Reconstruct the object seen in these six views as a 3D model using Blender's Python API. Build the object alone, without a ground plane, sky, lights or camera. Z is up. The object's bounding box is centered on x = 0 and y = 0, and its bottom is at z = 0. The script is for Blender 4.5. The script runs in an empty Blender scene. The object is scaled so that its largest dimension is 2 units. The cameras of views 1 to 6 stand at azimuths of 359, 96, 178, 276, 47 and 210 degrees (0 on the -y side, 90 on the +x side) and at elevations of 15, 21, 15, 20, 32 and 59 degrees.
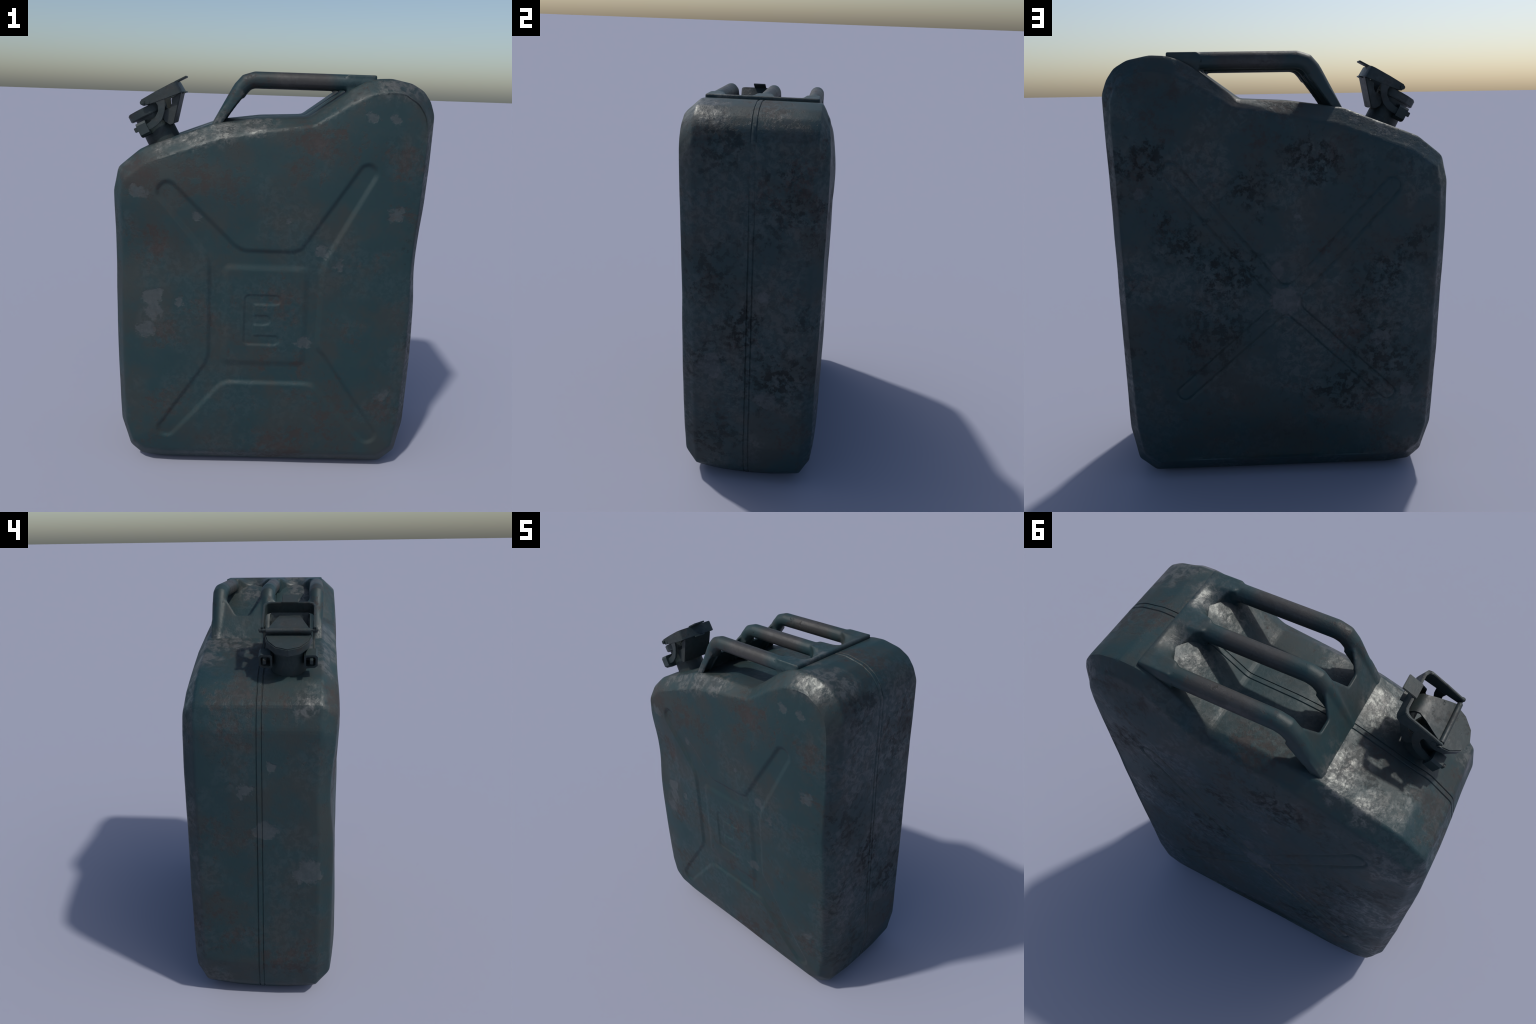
import bpy, bmesh, heapq, math, random
import numpy as np
from mathutils import Vector, Matrix, noise

random.seed(7)
COL = bpy.context.scene.collection

# ------------------------------------------------------------------ materials
def new_mat(name):
    m = bpy.data.materials.new(name)
    m.use_nodes = True
    nt = m.node_tree
    nt.nodes.clear()
    return m, nt

class G:
    """tiny helper to write node graphs"""
    def __init__(s, nt):
        s.nt = nt
    def n(s, t, **kw):
        nd = s.nt.nodes.new(t)
        for k, v in kw.items():
            setattr(nd, k, v)
        return nd
    def put(s, sock, v):
        if isinstance(v, bpy.types.NodeSocket):
            s.nt.links.new(v, sock)
        elif v is not None:
            sock.default_value = v
    def math(s, op, a, b=None, c=None, clamp=False):
        nd = s.n('ShaderNodeMath', operation=op, use_clamp=clamp)
        s.put(nd.inputs[0], a)
        if b is not None: s.put(nd.inputs[1], b)
        if c is not None: s.put(nd.inputs[2], c)
        return nd.outputs[0]
    def step(s, v, lo, hi):
        nd = s.n('ShaderNodeMapRange', interpolation_type='SMOOTHSTEP')
        s.put(nd.inputs['Value'], v)
        nd.inputs['From Min'].default_value = lo
        nd.inputs['From Max'].default_value = hi
        return nd.outputs[0]
    def noise(s, vec, scale, detail=5, rough=.6, dist=0.0):
        nd = s.n('ShaderNodeTexNoise')
        s.put(nd.inputs['Vector'], vec)
        nd.inputs['Scale'].default_value = scale
        nd.inputs['Detail'].default_value = detail
        nd.inputs['Roughness'].default_value = rough
        nd.inputs['Distortion'].default_value = dist
        return nd.outputs['Fac']
    def vmath(s, op, a, b=None):
        nd = s.n('ShaderNodeVectorMath', operation=op)
        s.put(nd.inputs[0], a)
        if b is not None: s.put(nd.inputs[1], b)
        return nd.outputs['Value'] if op in ('DISTANCE', 'LENGTH', 'DOT_PRODUCT') else nd.outputs['Vector']
    def mix(s, f, a, b):
        nd = s.n('ShaderNodeMix', data_type='RGBA')
        s.put(nd.inputs['Factor'], f)
        s.put(nd.inputs['A'], a if isinstance(a, bpy.types.NodeSocket) else (*a, 1))
        s.put(nd.inputs['B'], b if isinstance(b, bpy.types.NodeSocket) else (*b, 1))
        return nd.outputs['Result']
    def fmix(s, f, a, b):
        nd = s.n('ShaderNodeMix', data_type='FLOAT')
        s.put(nd.inputs['Factor'], f); s.put(nd.inputs['A'], a); s.put(nd.inputs['B'], b)
        return nd.outputs['Result']

TEAL   = (.0078, .0295, .0345)
TEAL2  = (.0115, .0325, .0365)
OLIVE  = (.0230, .0285, .0270)
BROWN  = (.0245, .0232, .0222)
RUST   = (.0300, .0200, .0180)
SPECK_DARK   = (.0085, .0090, .0095)
CHIP   = (.0520, .0620, .0660)

# bare spots where the paint has flaked off: x, y, z, radius
CHIPS = [
    (.453,-.34,1.803,.026),(.555,-.34,1.799,.026),(.591,-.34,1.369,.040),(.345,-.34,1.119,.042),
    (-.555,-.34,.93,.055),(-.548,-.34,.86,.052),(-.58,-.34,.775,.045),(.086,-.34,1.341,.020),
    (-.337,-.34,1.34,.022),(-.608,-.34,1.455,.036),(.195,-.34,.723,.045),(.600,-.34,.449,.036),
    (-.423,-.34,.901,.030),(-.041,-.34,1.247,.026),(.390,-.34,.676,.014),(.26,-.34,1.19,.03),
    (-.018,.34,.915,.085),(.02,.34,1.06,.045),(.61,.34,1.41,.030),(-.07,.34,1.31,.020),(.05,.34,1.24,.022),
    (-.585,.34,.455,.032),(-.45,.34,.72,.05),
    (.745,-.19,.72,.070),(.745,.10,.55,.060),(.745,.07,1.11,.040),
    (-.745,.06,1.17,.040),(-.745,-.06,1.27,.024),(-.745,-.03,.97,.055),(-.74,-.23,.76,.075),
]
# places where brown rust stain gathers: x, y, z, radius
STAINS = [
    (-.50,-.34,.76,.17),(-.33,-.34,.86,.14),(.30,-.34,.42,.26),(.60,-.34,.40,.18),(.18,-.34,.55,.14),(-.25,-.34,1.52,.26),(.25,-.34,1.70,.26),
    (-.60,-.32,1.53,.20),(.60,-.34,1.62,.17),(-.05,-.34,.66,.18),(-.58,-.34,1.20,.15),(-.55,-.34,.30,.20),(.12,-.34,.92,.18),(.05,-.34,.15,.30),
    (.58,.32,1.75,.26),(.45,.34,.66,.20),(-.50,.34,.30,.28),(-.35,.34,.80,.20),(.0,.3,1.75,.25),(.60,.34,1.50,.16),
    (.74,.22,1.55,.22),(.74,.20,.35,.20),(.70,-.20,1.90,.16),(-.74,-.20,.30,.25),(-.74,.20,.45,.25),(-.70,.1,1.55,.25),(-.74,.15,.95,.2),(-.45,.1,1.7,.25),(.60,.1,1.95,.2),
]
# clusters of black specks on the back and right end
DARK_CLUSTERS = [
    (-.45,.34,.98,.20),(-.50,.34,.62,.24),(.32,.34,.76,.20),(.22,.34,1.05,.16),(.12,.34,1.45,.13),(-.12,.34,1.55,.14),(.48,.34,1.22,.13),(-.30,.34,.42,.16),
    (-.62,.34,1.15,.14),(.55,.34,1.62,.10),(.745,-.22,1.20,.24),(.745,.16,.66,.26),(.745,-.20,.30,.22),(.745,.20,1.52,.20),(.745,-.05,.95,.16),(.745,.24,.98,.14),
    (.70,-.15,1.80,.14),(.745,-.24,.75,.12),
]
# sun glints on the upper edges, painted as pale patches: x, y, z, radius
GLINT = [
    (-.33,-.14,1.745,.11),(-.36,-.29,1.71,.085),(-.22,-.29,1.745,.085),(-.06,-.29,1.77,.085),(-.50,-.28,1.66,.06),(-.33,.22,1.74,.11),(-.45,.27,1.69,.08),
    (-.34,.12,1.75,.10),(.43,-.14,1.99,.09),(.62,-.26,1.95,.11),(.54,-.29,1.96,.08),(.40,.10,1.98,.06),
    (.33,-.14,1.92,.09),(.33,.12,1.92,.09),(-.70,-.22,1.56,.09),(.68,-.20,1.93,.09),
]

def worn_metal(name, body=False, grip=False, darker=0.0, seed=0.0):
    m, nt = new_mat(name)
    g = G(nt)
    out = g.n('ShaderNodeOutputMaterial')
    bs = g.n('ShaderNodeBsdfPrincipled')
    nt.links.new(bs.outputs[0], out.inputs[0])
    co = g.n('ShaderNodeTexCoord').outputs['Object']
    p = g.vmath('ADD', co, (seed, seed * 1.7, seed * .6))
    sep = g.n('ShaderNodeSeparateXYZ'); nt.links.new(co, sep.inputs[0])
    X, Y, Z = sep.outputs
    big  = g.noise(p, 2.6, 4, .6, .3)
    mid  = g.noise(p, 6.5, 8, .68, .25)
    fine = g.noise(p, 26, 8, .7)
    grain = g.noise(p, 95, 4, .65)
    # grime: olive film, then brown rust stains, then scattered dark specks
    film = g.step(g.math('ADD', g.math('MULTIPLY', mid, .7), g.math('MULTIPLY', big, .4)), .48, .66)
    col = g.mix(g.step(big, .3, .7), TEAL, TEAL2)
    col = g.mix(g.math('MULTIPLY', film, .75), col, OLIVE)
    shift = .045 if grip else 0.0
    mid2 = g.noise(g.vmath('ADD', p, (4.1, 2.2, 7.7)), 5.2, 9, .72, .2)
    st = g.math('ADD', g.math('MULTIPLY', mid2, .62), g.math('MULTIPLY', g.noise(p, 38, 7, .75), .43))
    if body:
        boost = None
        for (x, y, z, r) in STAINS:
            v = g.step(g.vmath('DISTANCE', co, (x, y, z)), r, r * .2)
            boost = v if boost is None else g.math('MAXIMUM', boost, v)
        st = g.math('ADD', st, g.fmix(boost, -.03, .045))
    stain = g.step(st, .53 + shift, .63 + shift)
    col = g.mix(g.math('MULTIPLY', stain, .72), col, BROWN)
    rust = g.step(g.math('ADD', st, g.math('MULTIPLY', g.noise(p, 3.1, 2), .25)), .715, .80)
    col = g.mix(g.math('MULTIPLY', rust, .55), col, RUST)
    sp = g.noise(g.vmath('ADD', p, (1.3, 9.2, 3.4)), 17, 8, .72, .4)
    spz = g.noise(g.vmath('ADD', p, (8.3, .2, 5.4)), 2.3, 3, .5)
    away = g.math('MAXIMUM', g.math('MULTIPLY', g.step(Y, -.05, .25), g.step(Z, 1.76, 1.60)), g.step(X, .60, .74))     # back and right end: dark specks drawn denser
    thr = g.fmix(away, .63, .70 if grip else .495)
    if body:
        cluster = None
        pw = g.math('MULTIPLY', g.math('SUBTRACT', g.noise(g.vmath('ADD', p, (5.5, 3.1, 8.2)), 5.0, 5, .62, .4), .5), .62)
        for (x, y, z, r) in DARK_CLUSTERS:
            v = g.step(g.math('ADD', g.vmath('DISTANCE', co, (x, y, z)), pw), r * 1.35, r * .1)
            cluster = v if cluster is None else g.math('MAXIMUM', cluster, v)
    else:
        cluster = g.step(spz, .45, .58)
    specks = g.math('MULTIPLY', g.step(g.math('SUBTRACT', g.math('SUBTRACT', g.noise(g.vmath('ADD', p, (1.3, 9.2, 3.4)), 25, 9, .70, .1), g.math('MULTIPLY', g.math('SUBTRACT', .8, cluster), .06)), thr), -.03, .08), g.math('ADD', g.math('MULTIPLY', cluster, .7), g.math('MULTIPLY', g.step(spz, .46, .60), .3)))
    col = g.mix(g.math('MULTIPLY', specks, .72), col, SPECK_DARK)
    metal = None
    if body:
        wob = g.math('ADD', g.math('MULTIPLY', g.math('SUBTRACT', g.noise(co, 15, 3, .5), .5), .10), g.math('MULTIPLY', g.math('SUBTRACT', g.noise(co, 48, 5, .65), .5), .055))
        chip = None
        for (x, y, z, r) in CHIPS:
            d = g.vmath('DISTANCE', co, (x, y, z))
            v = g.math('SUBTRACT', g.math('ADD', d, wob), r * .86)
            chip = v if chip is None else g.math('MINIMUM', chip, v)
        chipm = g.step(chip, .006, -.010)
        tone = g.mix(g.step(fine, .35, .65), (.036, .045, .049), CHIP)
        tone = g.mix(g.math('MULTIPLY', stain, .35), tone, (.050, .044, .041))
        col = g.mix(g.math('MULTIPLY', chipm, .70), col, tone)
    wob2 = g.math('MULTIPLY', g.math('SUBTRACT', g.noise(co, 11, 6, .65), .5), .20)
    gl = None
    if body or grip:
        for (x, y, z, r) in GLINT:
            d = g.vmath('DISTANCE', co, (x, y, z))
            v = g.math('SUBTRACT', g.math('ADD', d, wob2), r)
            gl = v if gl is None else g.math('MINIMUM', gl, v)
        glm = g.step(gl, .02, -.07)
        blot = g.math('MULTIPLY', glm, g.step(g.noise(co, 32, 5, .6, .3), .43, .60))
        col = g.mix(g.math('MULTIPLY', glm, .5), col, (.034, .037, .035))
        col = g.mix(g.math('MULTIPLY', blot, .85), col, (.125, .130, .125))  # base colour lightened in blotches to show the sun's highlights
    if grip:
        # hands have rubbed the paint off the middle of every bar
        gx = g.math('ADD', g.math('ABSOLUTE', g.math('SUBTRACT', X, .125)),
                    g.math('MULTIPLY', g.math('SUBTRACT', mid, .5), .16))
        rub = g.math('MULTIPLY', g.step(gx, .175, .095), g.step(Z, 1.90, 1.925))
        col = g.mix(g.math('MULTIPLY', rub, .9), col, (.031, .0290, .0280))
    if darker:
        col = g.mix(darker, col, (.0270, .0265, .0250))
    sky_sheen = g.math('MULTIPLY', g.step(g.noise(g.vmath('ADD', p, (2.7, 6.1, 1.9)), 3.6, 3, .5), .44, .58), g.step(g.noise(p, 34, 7, .7, .5), .42, .60))
    rough = g.math('SUBTRACT', g.math('ADD', .54, g.math('MULTIPLY', stain, .16)), g.math('MULTIPLY', sky_sheen, g.fmix(away, .05, .18)))
    col = g.mix(g.math('MULTIPLY', sky_sheen, g.fmix(away, .03, .09)), col, (.040, .046, .050))  # grey-blue tint baked into the paint for sky reflected at grazing angles
    rough = g.math('ADD', rough, g.math('MULTIPLY', g.math('SUBTRACT', fine, .5), .2))
    if gl is not None:
        rough = g.fmix(glm, rough, .42)
        g.put(bs.inputs['Metallic'], g.math('MULTIPLY', blot, .55))
    g.put(bs.inputs['Base Color'], col)
    g.put(bs.inputs['Roughness'], rough)
    g.put(bs.inputs['Specular IOR Level'], g.fmix(specks, g.fmix(sky_sheen, .38, .54), .16))
    # relief of stains and dark specks: stronger in the glint patches
    h = g.math('ADD', g.math('MULTIPLY', specks, -.35), g.math('MULTIPLY', stain, -.15))
    h = g.math('ADD', h, g.math('MULTIPLY', grain, .22))
    if gl is not None:
        h = g.math('ADD', h, g.math('MULTIPLY', glm, g.math('MULTIPLY', g.noise(co, 30, 3, .5), 1.0)))
    if body:
        h = g.math('SUBTRACT', h, g.math('MULTIPLY', chipm, .3))
    bu = g.n('ShaderNodeBump')
    bu.inputs['Strength'].default_value = .55
    bu.inputs['Distance'].default_value = .006
    g.put(bu.inputs['Height'], h)
    nt.links.new(bu.outputs[0], bs.inputs['Normal'])
    return m

MAT_BODY = worn_metal('worn_teal_paint', body=True)
MAT_HANDLE = worn_metal('worn_handle_paint', grip=True, seed=3.0)
MAT_CAP = worn_metal('worn_fitting_paint', darker=.45, seed=5.0)

# ------------------------------------------------------------------ helpers
def make(name, bm, mat, parent, smooth=35):
    me = bpy.data.meshes.new(name)
    bmesh.ops.recalc_face_normals(bm, faces=bm.faces)
    bm.to_mesh(me); bm.free()
    me.materials.append(mat)
    if smooth:
        me.shade_smooth()
        me.set_sharp_from_angle(angle=math.radians(smooth))
    ob = bpy.data.objects.new(name, me)
    COL.objects.link(ob)
    ob.parent = parent
    return ob

root = bpy.data.objects.new('jerrycan', None)
COL.objects.link(root)
root['label'] = 'worn dark teal steel jerrycan with triple-bar handle and lever cap'
root['category'] = 'jerrycan'

# ------------------------------------------------------------------ body
# outline of the can, seen from the front: (widest rim x,z) paired with (flat face edge x,z)
OUTLINE = [
    ((-.738,.24),(-.697,.25)), ((-.742,.80),(-.697,.80)), ((-.746,1.44),(-.700,1.40)), ((-.72,1.548),(-.683,1.50)),
    ((-.61,1.636),(-.58,1.574)), ((-.275,1.762),(-.25,1.690)), ((-.05,1.792),(-.04,1.731)),
    ((.175,1.803),(.195,1.770)), ((.36,1.937),(.345,1.862)), ((.42,1.970),(.44,1.908)),
    ((.475,1.983),(.52,1.923)), ((.54,1.986),(.585,1.921)), ((.635,1.967),(.655,1.880)),
    ((.69,1.936),(.690,1.832)), ((.726,1.89),(.702,1.79)), ((.748,1.83),(.706,1.72)),
    ((.743,1.05),(.704,1.05)), ((.752,.26),(.706,.30)), ((.725,.090),(.685,.15)),
    ((.64,.022),(.605,.094)), ((-.52,.019),(-.49,.094)), ((-.63,.033),(-.60,.107)), ((-.695,.086),(-.668,.154)),
]
def soften(pts, d=.014):
    """cut every corner by a short three-point curve"""
    out = []; n = len(pts)
    for i in range(n):
        a, b, c = (Vector(pts[(i + k) % n]) for k in (-1, 0, 1))
        da = min(d, .3 * (a - b).length); dc = min(d, .3 * (c - b).length)
        p0 = b + (a - b).normalized() * da; p2 = b + (c - b).normalized() * dc
        out += [p0, (p0 + p2) * .25 + b * .5, p2]
    return out
RIM = soften([o for o, f in OUTLINE]); FACE = soften([f for o, f in OUTLINE])
NP = len(RIM)
def ring(t, inset=0.0, extra=0.0):
    """t=0 rim, t=1 face edge; extra runs on past the face edge, inset pulls the rim inward"""
    r = []
    for o, f in zip(RIM, FACE):
        d = (f - o); L = d.length
        r.append(o + d * (t + extra / L) + d / L * inset)
    return r
half = [(ring(1, extra=.009), .3385), (ring(1), .3365), (ring(.86), .330), (ring(.77), .3243), (ring(.21), .2892), (ring(.12), .2835),
        (ring(0, inset=.002), .2765), (ring(0), .266), (ring(0), .20), (ring(0), .13), (ring(0), .07), (ring(0), .030),
        (ring(0), .0150), (ring(0, inset=.0036), .0128), (ring(0, inset=.0036), .0108), (ring(0, inset=-.0006), .0075)]
layers = [(r, -y) for r, y in half] + [(r, y) for r, y in reversed(half)]
def cuts(lo, hi, flo, fhi, fine, coarse):
    v = []; c = lo
    while c < hi:
        v.append(c); c += fine if flo < c < fhi else coarse
    return v
def slice_all(bm, axis, values):
    """cut the mesh by a stack of parallel planes; a heap hands out only the faces each plane meets"""
    no = [0, 0, 0]; no[axis] = 1
    count = 0
    heap = []
    def push(f):
        nonlocal count
        q = [v.co[axis] for v in f.verts]
        heapq.heappush(heap, (min(q), count, max(q), f)); count += 1
    for f in list(bm.faces): push(f)
    for c in values:
        cutf = []
        while heap and heap[0][0] < c - 1e-5:
            lo, _, hi, f = heapq.heappop(heap)
            if f.is_valid and hi > c + 1e-5: cutf.append(f)
        if not cutf: continue
        es = {e for f in cutf for e in f.edges}; vs = {v for f in cutf for v in f.verts}
        res = bmesh.ops.bisect_plane(bm, geom=list(vs) + list(es) + cutf, dist=1e-5,
                                     plane_co=[c if k == axis else 0 for k in range(3)], plane_no=no)
        for e in res['geom']:
            if isinstance(e, bmesh.types.BMFace): push(e)
XC = cuts(-.735, .75, -.56, .62, .005, .022); ZC = cuts(.01, 1.99, .14, 1.62, .005, .022)
bm = bmesh.new()
def add_piece(build):
    """build one shell piece, slice it into a fine grid, add it to the body"""
    pc = bmesh.new(); build(pc)
    slice_all(pc, 0, XC); slice_all(pc, 2, ZC)
    me = bpy.data.meshes.new('piece'); pc.to_mesh(me); pc.free()
    bm.from_mesh(me); bpy.data.meshes.remove(me)
def wall(pc):
    vr = [[pc.verts.new((q.x, y, q.y)) for q in r] for r, y in layers]
    for a, b in zip(vr, vr[1:]):
        for i in range(NP):
            pc.faces.new((a[i], a[(i + 1) % NP], b[(i + 1) % NP], b[i]))
def cap(layer):
    return lambda pc: pc.faces.new([pc.verts.new((q.x, layer[1], q.y)) for q in layer[0]])
add_piece(wall); add_piece(cap(layers[0])); add_piece(cap(layers[-1]))
bmesh.ops.remove_doubles(bm, verts=[v for v in bm.verts if v.is_boundary], dist=2e-5)
bmesh.ops.recalc_face_normals(bm, faces=bm.faces)

# ---- pressed relief, as distance fields on the flat faces
def capsule(px, pz, a, b, ra, rb):
    a = np.array(a); b = np.array(b); d = b - a
    t = np.clip(((px - a[0]) * d[0] + (pz - a[1]) * d[1]) / (d @ d), 0, 1)
    return np.hypot(px - a[0] - t * d[0], pz - a[1] - t * d[1]) - (ra + (rb - ra) * t)
def rbox(px, pz, cx, cz, hx, hz, r):
    qx = np.abs(px - cx) - hx + r; qz = np.abs(pz - cz) - hz + r
    return np.hypot(np.maximum(qx, 0), np.maximum(qz, 0)) + np.minimum(np.maximum(qx, qz), 0) - r
def smin(a, b, k):
    h = np.clip(.5 + .5 * (b - a) / k, 0, 1)
    return b + (a - b) * h - k * h * (1 - h)
def ramp(d, w):
    t = np.clip(.5 - d / w, 0, 1)
    return t * t * (3 - 2 * t)
def front_relief(x, z):
    star = rbox(x, z, -.008, .841, .268, .340, .04)
    for end, inn, ra, rb in [((-.475,1.450),(-.19,1.14),.046,.070), ((.447,1.560),(.205,1.15),.041,.064),
                             ((-.487,.232),(-.235,.565),.042,.064), ((.545,.215),(.245,.610),.043,.070)]:
        star = smin(star, capsule(x, z, end, inn, ra, rb), .035)
    panel = rbox(x, z, -.004, .853, .197, .246, .03)
    letter = capsule(x, z, (-.080,.933), (-.080,.731), .024, .024)
    for zz, xe in [(.938,.048), (.833,.0), (.729,.045)]:
        letter = np.minimum(letter, capsule(x, z, (-.080, zz), (xe, zz), .024, .024))
    return -.0105 * ramp(star, .028) + .0075 * ramp(panel, .040) - .0052 * ramp(letter, .013)
def back_relief(x, z):
    star = rbox(x, z, -.018, .918, .066, .074, .045)
    for end, inn, r in [((.468,1.512),(.035,.97),.038), ((-.487,1.432),(-.07,.968),.038),
                        ((.462,.468),(.02,.862),.034), ((-.492,.440),(-.06,.858),.036)]:
        star = smin(star, capsule(x, z, end, inn, r, r - .001), .014)
    boss = np.hypot(x + .018, z - .918) - .055
    return -.001 * ramp(star, .014) - .0060 * np.exp(-(star / .0056) ** 2) + .002 * ramp(boss, .04)
def edge_distance(x, z):
    """how far a point of the flat face lies from the edge of that face"""
    best = np.full(len(x), 9.0)
    for a, b in zip(FACE, FACE[1:] + FACE[:1]):
        d = b - a
        t = np.clip(((x - a.x) * d.x + (z - a.y) * d.y) / d.length_squared, 0, 1)
        best = np.minimum(best, np.hypot(x - a.x - t * d.x, z - a.y - t * d.y))
    return best

bm.verts.ensure_lookup_table()
P = np.array([v.co[:] for v in bm.verts])
ay = np.abs(P[:, 1])
w = np.clip((ay - .331) / .006, 0, 1)
dy = np.where(P[:, 1] < 0, -front_relief(P[:, 0], P[:, 2]), back_relief(P[:, 0], P[:, 2])) * w
# slow unevenness of the sheet metal
sl = np.array([noise.noise(Vector(p) * 2.3) * .0045 + noise.noise(Vector(p) * 7) * .0014 for p in P])
dy += sl * np.clip((ay - .27) / .06, 0, 1) * np.sign(P[:, 1])
dx = sl * np.sign(P[:, 0]) * np.clip((np.abs(P[:, 0]) - .69) / .04, 0, 1) * .8
# the big faces are blown out like pillows, less so where the can was dented
X, Z, fr = P[:, 0], P[:, 2], P[:, 1] < 0
on_face = ay > .3375
pil = np.zeros(len(P))
pil[on_face] = .022 * (1 - (1 - np.clip(edge_distance(X[on_face], Z[on_face]) / .26, 0, 1)) ** 2)
pil *= np.where(fr, 1 - .75 * np.exp(-((X + .60) / .26) ** 2 - ((Z - 1.02) / .30) ** 2), 1)
dents = [(1, -.46, 1.14, .16, .20, .008), (1, .60, 1.82, .14, .12, .010), (0, .0, .17, .38, .13, .020), (1, -.10, 1.60, .36, .10, .007), (1, .55, 1.5, .14, .3, .005), (0, .62, 1.1, .12, .6, .008), (0, .30, 1.45, .20, .12, .007)]
for side, cx, cz, rx, rz, depth in dents:
    pil -= np.where((fr == bool(side)) & on_face, depth * np.exp(-((X - cx) / rx) ** 2 - ((Z - cz) / rz) ** 2), 0)
dy += pil * np.sign(P[:, 1])
# knocks: the front right edge, the front left corner and the back right shoulder are pushed in
kn = np.exp(-((Z - 1.16) / .22) ** 2) * np.clip(-P[:, 1] / .27, 0, 1) ** 2
dx -= .018 * kn * np.clip((X - .60) / .14, 0, 1)
dy += np.where(fr, .022 * np.exp(-((Z - 1.15) / .20) ** 2) * np.clip((ay - .2) / .13, 0, 1) * np.clip((-X - .46) / .2, 0, 1), 0)
dy -= np.where(fr, 0, .022 * np.exp(-((X - .50) / .17) ** 2 - ((Z - 1.88) / .11) ** 2) * np.clip((ay - .27) / .06, 0, 1))
# the narrow ends: the left one is a little askew, the lower corners are drawn in
dx -= .007 * np.sin(np.clip(P[:, 1] / .27, -1, 1) * 1.57) * np.clip((-X - .6) / .1, 0, 1) * np.exp(-((Z - 1.2) / .4) ** 2)
dx -= .006 * np.exp(-((P[:, 1] - .08) / .15) ** 2 - ((Z - 1.30) / .24) ** 2) * np.clip((-X - .6) / .1, 0, 1)
low = np.clip((.65 - Z) / .5, 0, 1)
dx -= np.sign(X) * .011 * low * np.clip((ay - .12) / .14, 0, 1) * np.clip((np.abs(X) - .6) / .1, 0, 1)
# the rim of the can sits a little further back than the seam
dy += .006 * np.clip(1 - np.abs(ay - .272) / .05, 0, 1)
dy -= np.sign(P[:, 1]) * .003 * low * np.clip((ay - .28) / .05, 0, 1) * np.clip(np.maximum((np.abs(X) - .5) / .2, (.25 - Z) / .15), 0, 1)
# the bottom sags a little toward the middle
P[:, 2] -= .021 * np.clip(1 - (ay / .275) ** 2, 0, 1) * np.clip((.10 - Z) / .06, 0, 1)
P[:, 0] += dx; P[:, 1] += dy
for v, q in zip(bm.verts, P):
    v.co = q
body = make('body', bm, MAT_BODY, root, 40)

# ------------------------------------------------------------------ handle
def tube(bm, path, seg=12):
    """path: list of (point, radius), swept in the xz plane"""
    rings = []
    n = len(path)
    for i, (p, r) in enumerate(path):
        a = Vector(path[max(i - 1, 0)][0]); b = Vector(path[min(i + 1, n - 1)][0])
        t = (b - a).normalized(); s = Vector((0, 1, 0)); u = t.cross(s).normalized()
        rings.append([bm.verts.new(Vector(p) + (s * math.cos(2 * math.pi * k / seg) + u * math.sin(2 * math.pi * k / seg)) * r) for k in range(seg)])
    for a, b in zip(rings, rings[1:]):
        for k in range(seg):
            bm.faces.new((a[k], a[(k + 1) % seg], b[(k + 1) % seg], b[k]))
    bm.faces.new(list(reversed(rings[0]))); bm.faces.new(rings[-1])
def loft(bm, sections):
    rs = [[bm.verts.new(p) for p in s] for s in sections]
    k = len(rs[0])
    for a, b in zip(rs, rs[1:]):
        for i in range(k):
            bm.faces.new((a[i], a[(i + 1) % k], b[(i + 1) % k], b[i]))
    bm.faces.new(list(reversed(rs[0]))); bm.faces.new(rs[-1])

BAR_Y = (-.236, 0.0, .236)
bm = bmesh.new()
for y in BAR_Y:
    tube(bm, [((.455, y, 1.9620), .036), ((.36, y, 1.9630), .0370), ((.10, y, 1.9630), .0370), ((-.085, y, 1.9630), .0370),
              ((-.122, y, 1.9515), .0372), ((-.150, y, 1.921), .0362), ((-.164, y, 1.890), .030), ((-.176, y, 1.870), .010)], 14)
    # below the bend each bar opens into a half-round channel
    sec = []
    for k in range(9):
        t = k / 8
        t = .10 + .90 * t; c = Vector((-.142 - t * .118, y, 1.933 - t * .199)); r = .037 - .006 * t
        nrm = Vector((-.86, 0, .51)); s_ = Vector((0, 1, 0))
        arc = [math.pi * (q / 10) for q in range(11)]
        o = [c + s_ * (r * math.cos(a)) + nrm * r * math.sin(a) for a in arc]
        inn = [c + s_ * ((r - .012) * math.cos(a)) + nrm * (r - .012) * math.sin(a) for a in reversed(arc)]
        fl = .011 + .019 * (1 - k / 8) ** 2
        o = [c + s_ * r - nrm * fl] + o + [c - s_ * r - nrm * fl]
        inn = [c - s_ * (r - .012) - nrm * fl] + inn + [c + s_ * (r - .012) - nrm * fl]
        sec.append(o + inn)
    loft(bm, sec)
def gap(y):
    """0 on the bars, 1 half way between two bars"""
    t = abs((abs(y) - .1175) / .0825)
    return max(0.0, min(1.0, (1 - t) / .62))
ys = [(-.267 + .534 * i / 80) for i in range(81)]
sec = []
for y in ys:                                   # end plate above the shoulder of the can, scalloped between the bars
    t = (abs(y) - .1175) / .080
    xe = .335 + .062 * math.sqrt(max(0.0, 1 - t * t))
    dip = .042 * max(0.0, 1 - t * t)
    sec.append([(xe, y, min(1.97, 1.985 - 1.25 * (.39 - xe)) - .03), (.472, y, 1.93), (.472, y, 1.9985), (.455, y, 1.9985), ((xe + .455) / 2, y, 1.9985 - .45 * dip), (xe + .003, y, 1.9985 - dip)])
loft(bm, sec)
sec = []
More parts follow.
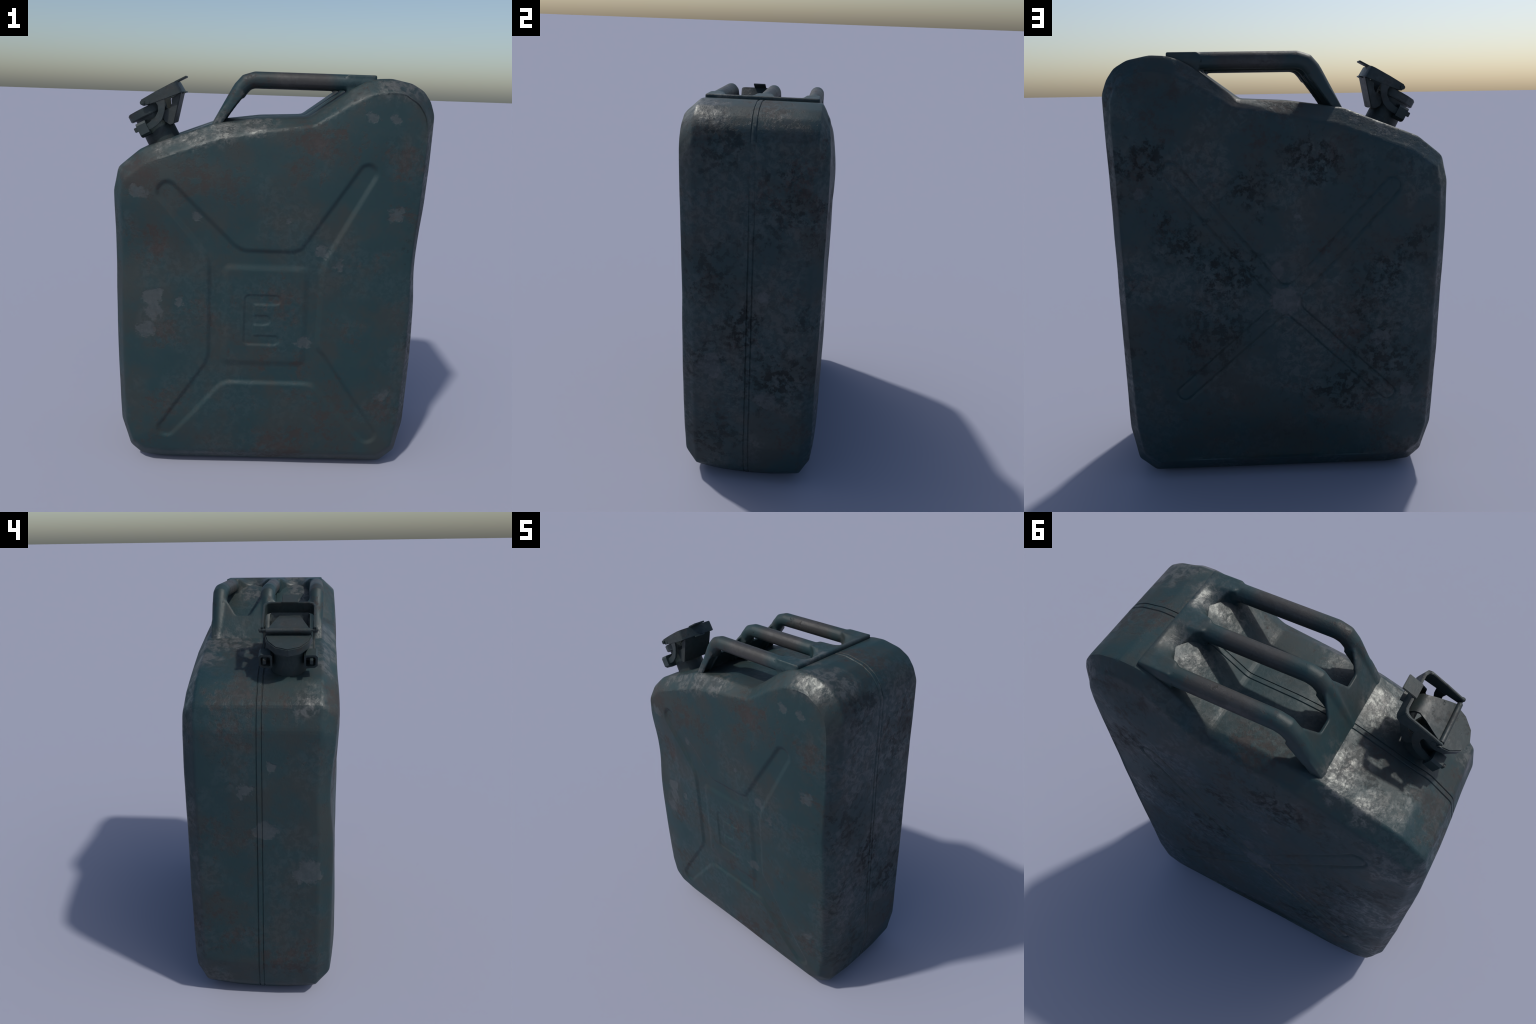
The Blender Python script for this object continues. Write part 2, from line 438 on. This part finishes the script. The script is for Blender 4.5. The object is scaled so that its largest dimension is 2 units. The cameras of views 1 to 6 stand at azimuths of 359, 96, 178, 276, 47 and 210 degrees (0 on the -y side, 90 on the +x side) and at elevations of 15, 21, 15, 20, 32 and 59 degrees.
for y in ys:                                   # foot plate: thin sheet, a little behind the front of the bars
    zt = 1.930 - .070 * gap(y) if abs(y) < .20 else 1.930
    if abs(y) > .235: zt = 1.930 - .10 * (abs(y) - .235) / .033
    ox = lambda z: -.152 - (1.972 - z) * .126 / .212 + .001
    sec.append([(ox(zt) + .003, y, zt), (ox(zt) + .017, y, zt - .004), (ox(1.80) + .017, y, 1.80), (ox(1.735) + .022, y, 1.735), (ox(1.735), y, 1.735), (ox(1.80), y, 1.80)])
loft(bm, sec)
bmesh.ops.recalc_face_normals(bm, faces=bm.faces)
tmp = bpy.data.objects.new('tmp', bpy.data.meshes.new('tmp')); COL.objects.link(tmp)
bm.to_mesh(tmp.data); bm.free()
md = tmp.modifiers.new('r', 'REMESH'); md.mode = 'VOXEL'; md.voxel_size = .0055
md = tmp.modifiers.new('s', 'SMOOTH'); md.factor = .5; md.iterations = 5
dg = bpy.context.evaluated_depsgraph_get()
whole = bpy.data.meshes.new_from_object(tmp.evaluated_get(dg))
bpy.data.objects.remove(tmp)
whole.shade_smooth()
WN = [Vector(n.vector) for n in whole.corner_normals]
WV = [v.normal.copy() for v in whole.vertices]
def region(c):
    if -.115 < c[0] < .335 and c[2] > 1.90:
        return 1 if c[1] < -.1165 else (2 if c[1] < .1165 else 3)
    return 0
def extract(name, idx, parent):
    """one region of the welded handle, with the whole handle's vertex normals so that no seam shows"""
    bmx = bmesh.new(); vm = {}; order = []
    for p in whole.polygons:
        if region(p.center) != idx: continue
        vs = []
        for vi in p.vertices:
            if vi not in vm:
                vm[vi] = bmx.verts.new(whole.vertices[vi].co); order.append(vi)
            vs.append(vm[vi])
        bmx.faces.new(vs)
    me = bpy.data.meshes.new(name); bmx.to_mesh(me); bmx.free()
    me.materials.append(MAT_HANDLE); me.shade_smooth()
    me.normals_split_custom_set_from_vertices([WV[i] for i in order])
    ob = bpy.data.objects.new(name, me); COL.objects.link(ob); ob.parent = parent
    return ob
handle = extract('handle', 0, root)
for i in (1, 2, 3):
    extract('handle_bar', i, handle)

# ------------------------------------------------------------------ spout and lever cap
A = math.radians(27)
U = Vector((math.cos(A), 0, math.sin(A))); O = Vector((-.52, 0, 1.67)) - U * .018
W = Vector((-math.sin(A), 0, math.cos(A)))
VC = -.120
def L(u, v, w):
    """point in the tilted frame of the spout: u up the slope, v across, w along the neck"""
    return O + U * u + Vector((0, 1, 0)) * (VC + v) + W * w

def prism(bm, poly, f):
    """extrude a polygon: f(a, b, side) gives the two caps"""
    lo = [bm.verts.new(f(a, b, 0)) for a, b in poly]; hi = [bm.verts.new(f(a, b, 1)) for a, b in poly]
    n = len(poly)
    for i in range(n):
        bm.faces.new((lo[i], lo[(i + 1) % n], hi[(i + 1) % n], hi[i]))
    bm.faces.new(list(reversed(lo))); bm.faces.new(hi)
def box(bm, u0, u1, v0, v1, w0, w1):
    prism(bm, [(u0, w0), (u1, w0), (u1, w1), (u0, w1)], lambda a, b, s: L(a, v1 if s else v0, b))
def bev(bm, r=.003):
    bmesh.ops.recalc_face_normals(bm, faces=bm.faces)
    es = [e for e in bm.edges if len(e.link_faces) == 2 and e.calc_face_angle(0) > .6]
    bmesh.ops.bevel(bm, geom=es, offset=r, segments=2, affect='EDGES', clamp_overlap=True)

neck_bm = bmesh.new()
rings = [(-.03, .080), (.0, .080), (.07, .079), (.10, .079), (.112, .083), (.135, .083)]
secs = [[L(.019 + r * math.cos(2 * math.pi * k / 24), r * math.sin(2 * math.pi * k / 24), w) for k in range(24)] for w, r in rings]
loft(neck_bm, secs)
spout = make('spout', neck_bm, MAT_CAP, root, 40)

# lid: flat cap with a pointed front
b = bmesh.new()
LID = [(-.090, 0), (-.072, -.052), (-.030, -.088), (.012, -.100), (.060, -.092), (.095, -.060), (.105, 0),
       (.095, .060), (.060, .092), (.012, .100), (-.030, .088), (-.072, .052)]
prism(b, LID, lambda a, c, s: L(a, c, .172 if s else .133))
bev(b, .004)
make('lid', b, MAT_CAP, spout)

# sheet strap: lies over the lid, narrows and curls down behind it
b = bmesh.new()
prof = [(.014, .187), (.06, .187), (.11, .187), (.142, .183), (.160, .171), (.170, .148)]
def hw(u): return .098 - .054 * max(0.0, min(1.0, (u - .02) / .12))
secs = []
for (u, w), (u2, w2) in zip(prof, [(.014, .180), (.06, .180), (.108, .180), (.138, .176), (.153, .166), (.162, .148)]):
    h = hw(u)
    secs.append([L(u, -h, w), L(u, h, w), L(u2, h, w2), L(u2, -h, w2)])
loft(b, secs)
make('lid_strap', b, MAT_CAP, spout)
# rolled hinge and hinge pin
def rod(bm, u, w, v0, v1, r, seg=12):
    loft(bm, [[L(u + r * math.cos(2 * math.pi * k / seg), v, w + r * math.sin(2 * math.pi * k / seg)) for k in range(seg)] for v in (v0, v1)])
b = bmesh.new(); rod(b, .022, .190, -.096, .096, .011)
make('hinge_roll', b, MAT_CAP, spout)
b = bmesh.new(); rod(b, .022, .192, -.126, .126, .0055)
rod(b, .022, .192, -.123, -.117, .011); rod(b, .022, .192, .117, .123, .011)
make('hinge_pin', b, MAT_CAP, spout)

# bail: a bent strip that runs round three sides
b = bmesh.new()
T = .010
def bail(off):
    o = .116 - off; e = .205 - off
    return [(.020, -o), (.10, -o), (e - .024, -o), (e - .007, -o + .007), (e, -o + .024), (e, 0), (e, o - .024), (e - .007, o - .007), (e - .024, o), (.10, o), (.020, o)]
oo, ii = bail(0), bail(T)
def span(u):  # the strip is narrower toward its free ends
    return (.176, .207) if u < .03 else ((.166, .212) if u < .15 else (.158, .214))
secs = []
for (u, v), (u2, v2) in zip(oo, ii):
    lo, hi = span(u)
    k = .004 if u > .17 else 0
    secs.append([L(u + k, v, lo), L(u2 + k, v2, lo), L(u2, v2, hi), L(u, v, hi)])
loft(b, secs)
bev(b, .002)
lever = make('bail', b, MAT_CAP, spout)
b = bmesh.new(); box(b, .190, .254, -.035, .035, .212, .220); bev(b, .002)
make('thumb_tab', b, MAT_CAP, lever)
b = bmesh.new()
for s in (-1, 1):
    loft(b, [[L(.044 + .011 * math.cos(2 * math.pi * k / 14), s * q, .186 + .011 * math.sin(2 * math.pi * k / 14)) for k in range(14)] for q in (.112, .1175)])
make('bail_rivets', b, MAT_CAP, lever)

# curved side arms between bail and clips
ARM = [(.078, .172), (.080, .150), (.070, .128), (.046, .110), (.010, .100), (-.012, .098), (-.012, .070), (.004, .068), (.038, .072),
       (.070, .086), (.096, .112), (.114, .140), (.126, .172)]
for s in (-1, 1):
    b = bmesh.new()
    prism(b, ARM, lambda a, c, q: L(a, s * (.114 if q else .104), c))
    bev(b, .002)
    make('side_arm', b, MAT_CAP, spout)

# latch plate hanging from the back of the bail, with two cheeks
b = bmesh.new()
prism(b, [(.204, .160), (.109, .046), (.100, .050), (.195, .164)], lambda a, c, q: L(a, .085 if q else -.085, c))
bev(b, .002)
latch = make('latch_plate', b, MAT_CAP, spout)
CHEEK = [(.199, .157), (.106, .046), (.088, .050), (.074, .072), (.074, .100), (.094, .120), (.124, .118), (.140, .132), (.148, .152), (.185, .160)]
for s in (-1, 1):
    b = bmesh.new()
    prism(b, CHEEK, lambda a, c, q: L(a, s * (.089 if q else .081), c))
    bev(b, .002)
    make('latch_cheek', b, MAT_CAP, latch)
b = bmesh.new(); prism(b, [(.194, .155), (.222, .150), (.222, .156), (.198, .162)], lambda a, c, q: L(a, .03 if q else -.03, c))
make('latch_lip', b, MAT_CAP, latch)

# clips welded to the sides of the neck: short square tubes, each with a peg inside
for s in (-1, 1):
    b = bmesh.new()
    vo, vi = .126, .068
    u0, u1, w0, w1, t = -.054, -.006, .048, .118, .009
    outer = [(vi, w0 + .006), (vi + .010, w0), (vo - .012, w0 + .004), (vo, w0 + .014), (vo, w1 - .010), (vo - .008, w1), (vi + .008, w1), (vi, w1 - .006)]
    cv = (vo + vi) / 2; cw = (w0 + w1) / 2
    inner = [(cv + (v - cv) * .70, cw + (w - cw) * .70) for v, w in outer]
    ro0 = [b.verts.new(L(u0, s * v, w)) for v, w in outer]; ro1 = [b.verts.new(L(u1, s * v, w)) for v, w in outer]
    ri0 = [b.verts.new(L(u0, s * v, w)) for v, w in inner]; ri1 = [b.verts.new(L(u1 - .006, s * v, w)) for v, w in inner]
    n = len(outer)
    for i in range(n):
        j = (i + 1) % n
        b.faces.new((ro0[i], ro0[j], ro1[j], ro1[i])); b.faces.new((ri0[i], ri0[j], ri1[j], ri1[i])); b.faces.new((ro0[i], ro0[j], ri0[j], ri0[i]))
    b.faces.new(ro1); b.faces.new(ri1)
    clip = make('clip', b, MAT_CAP, spout, 30)
    b = bmesh.new(); box(b, -.073, -.012, s * .100 - .007, s * .100 + .007, .083, .105); bev(b, .002)
    make('clip_peg', b, MAT_CAP, clip)
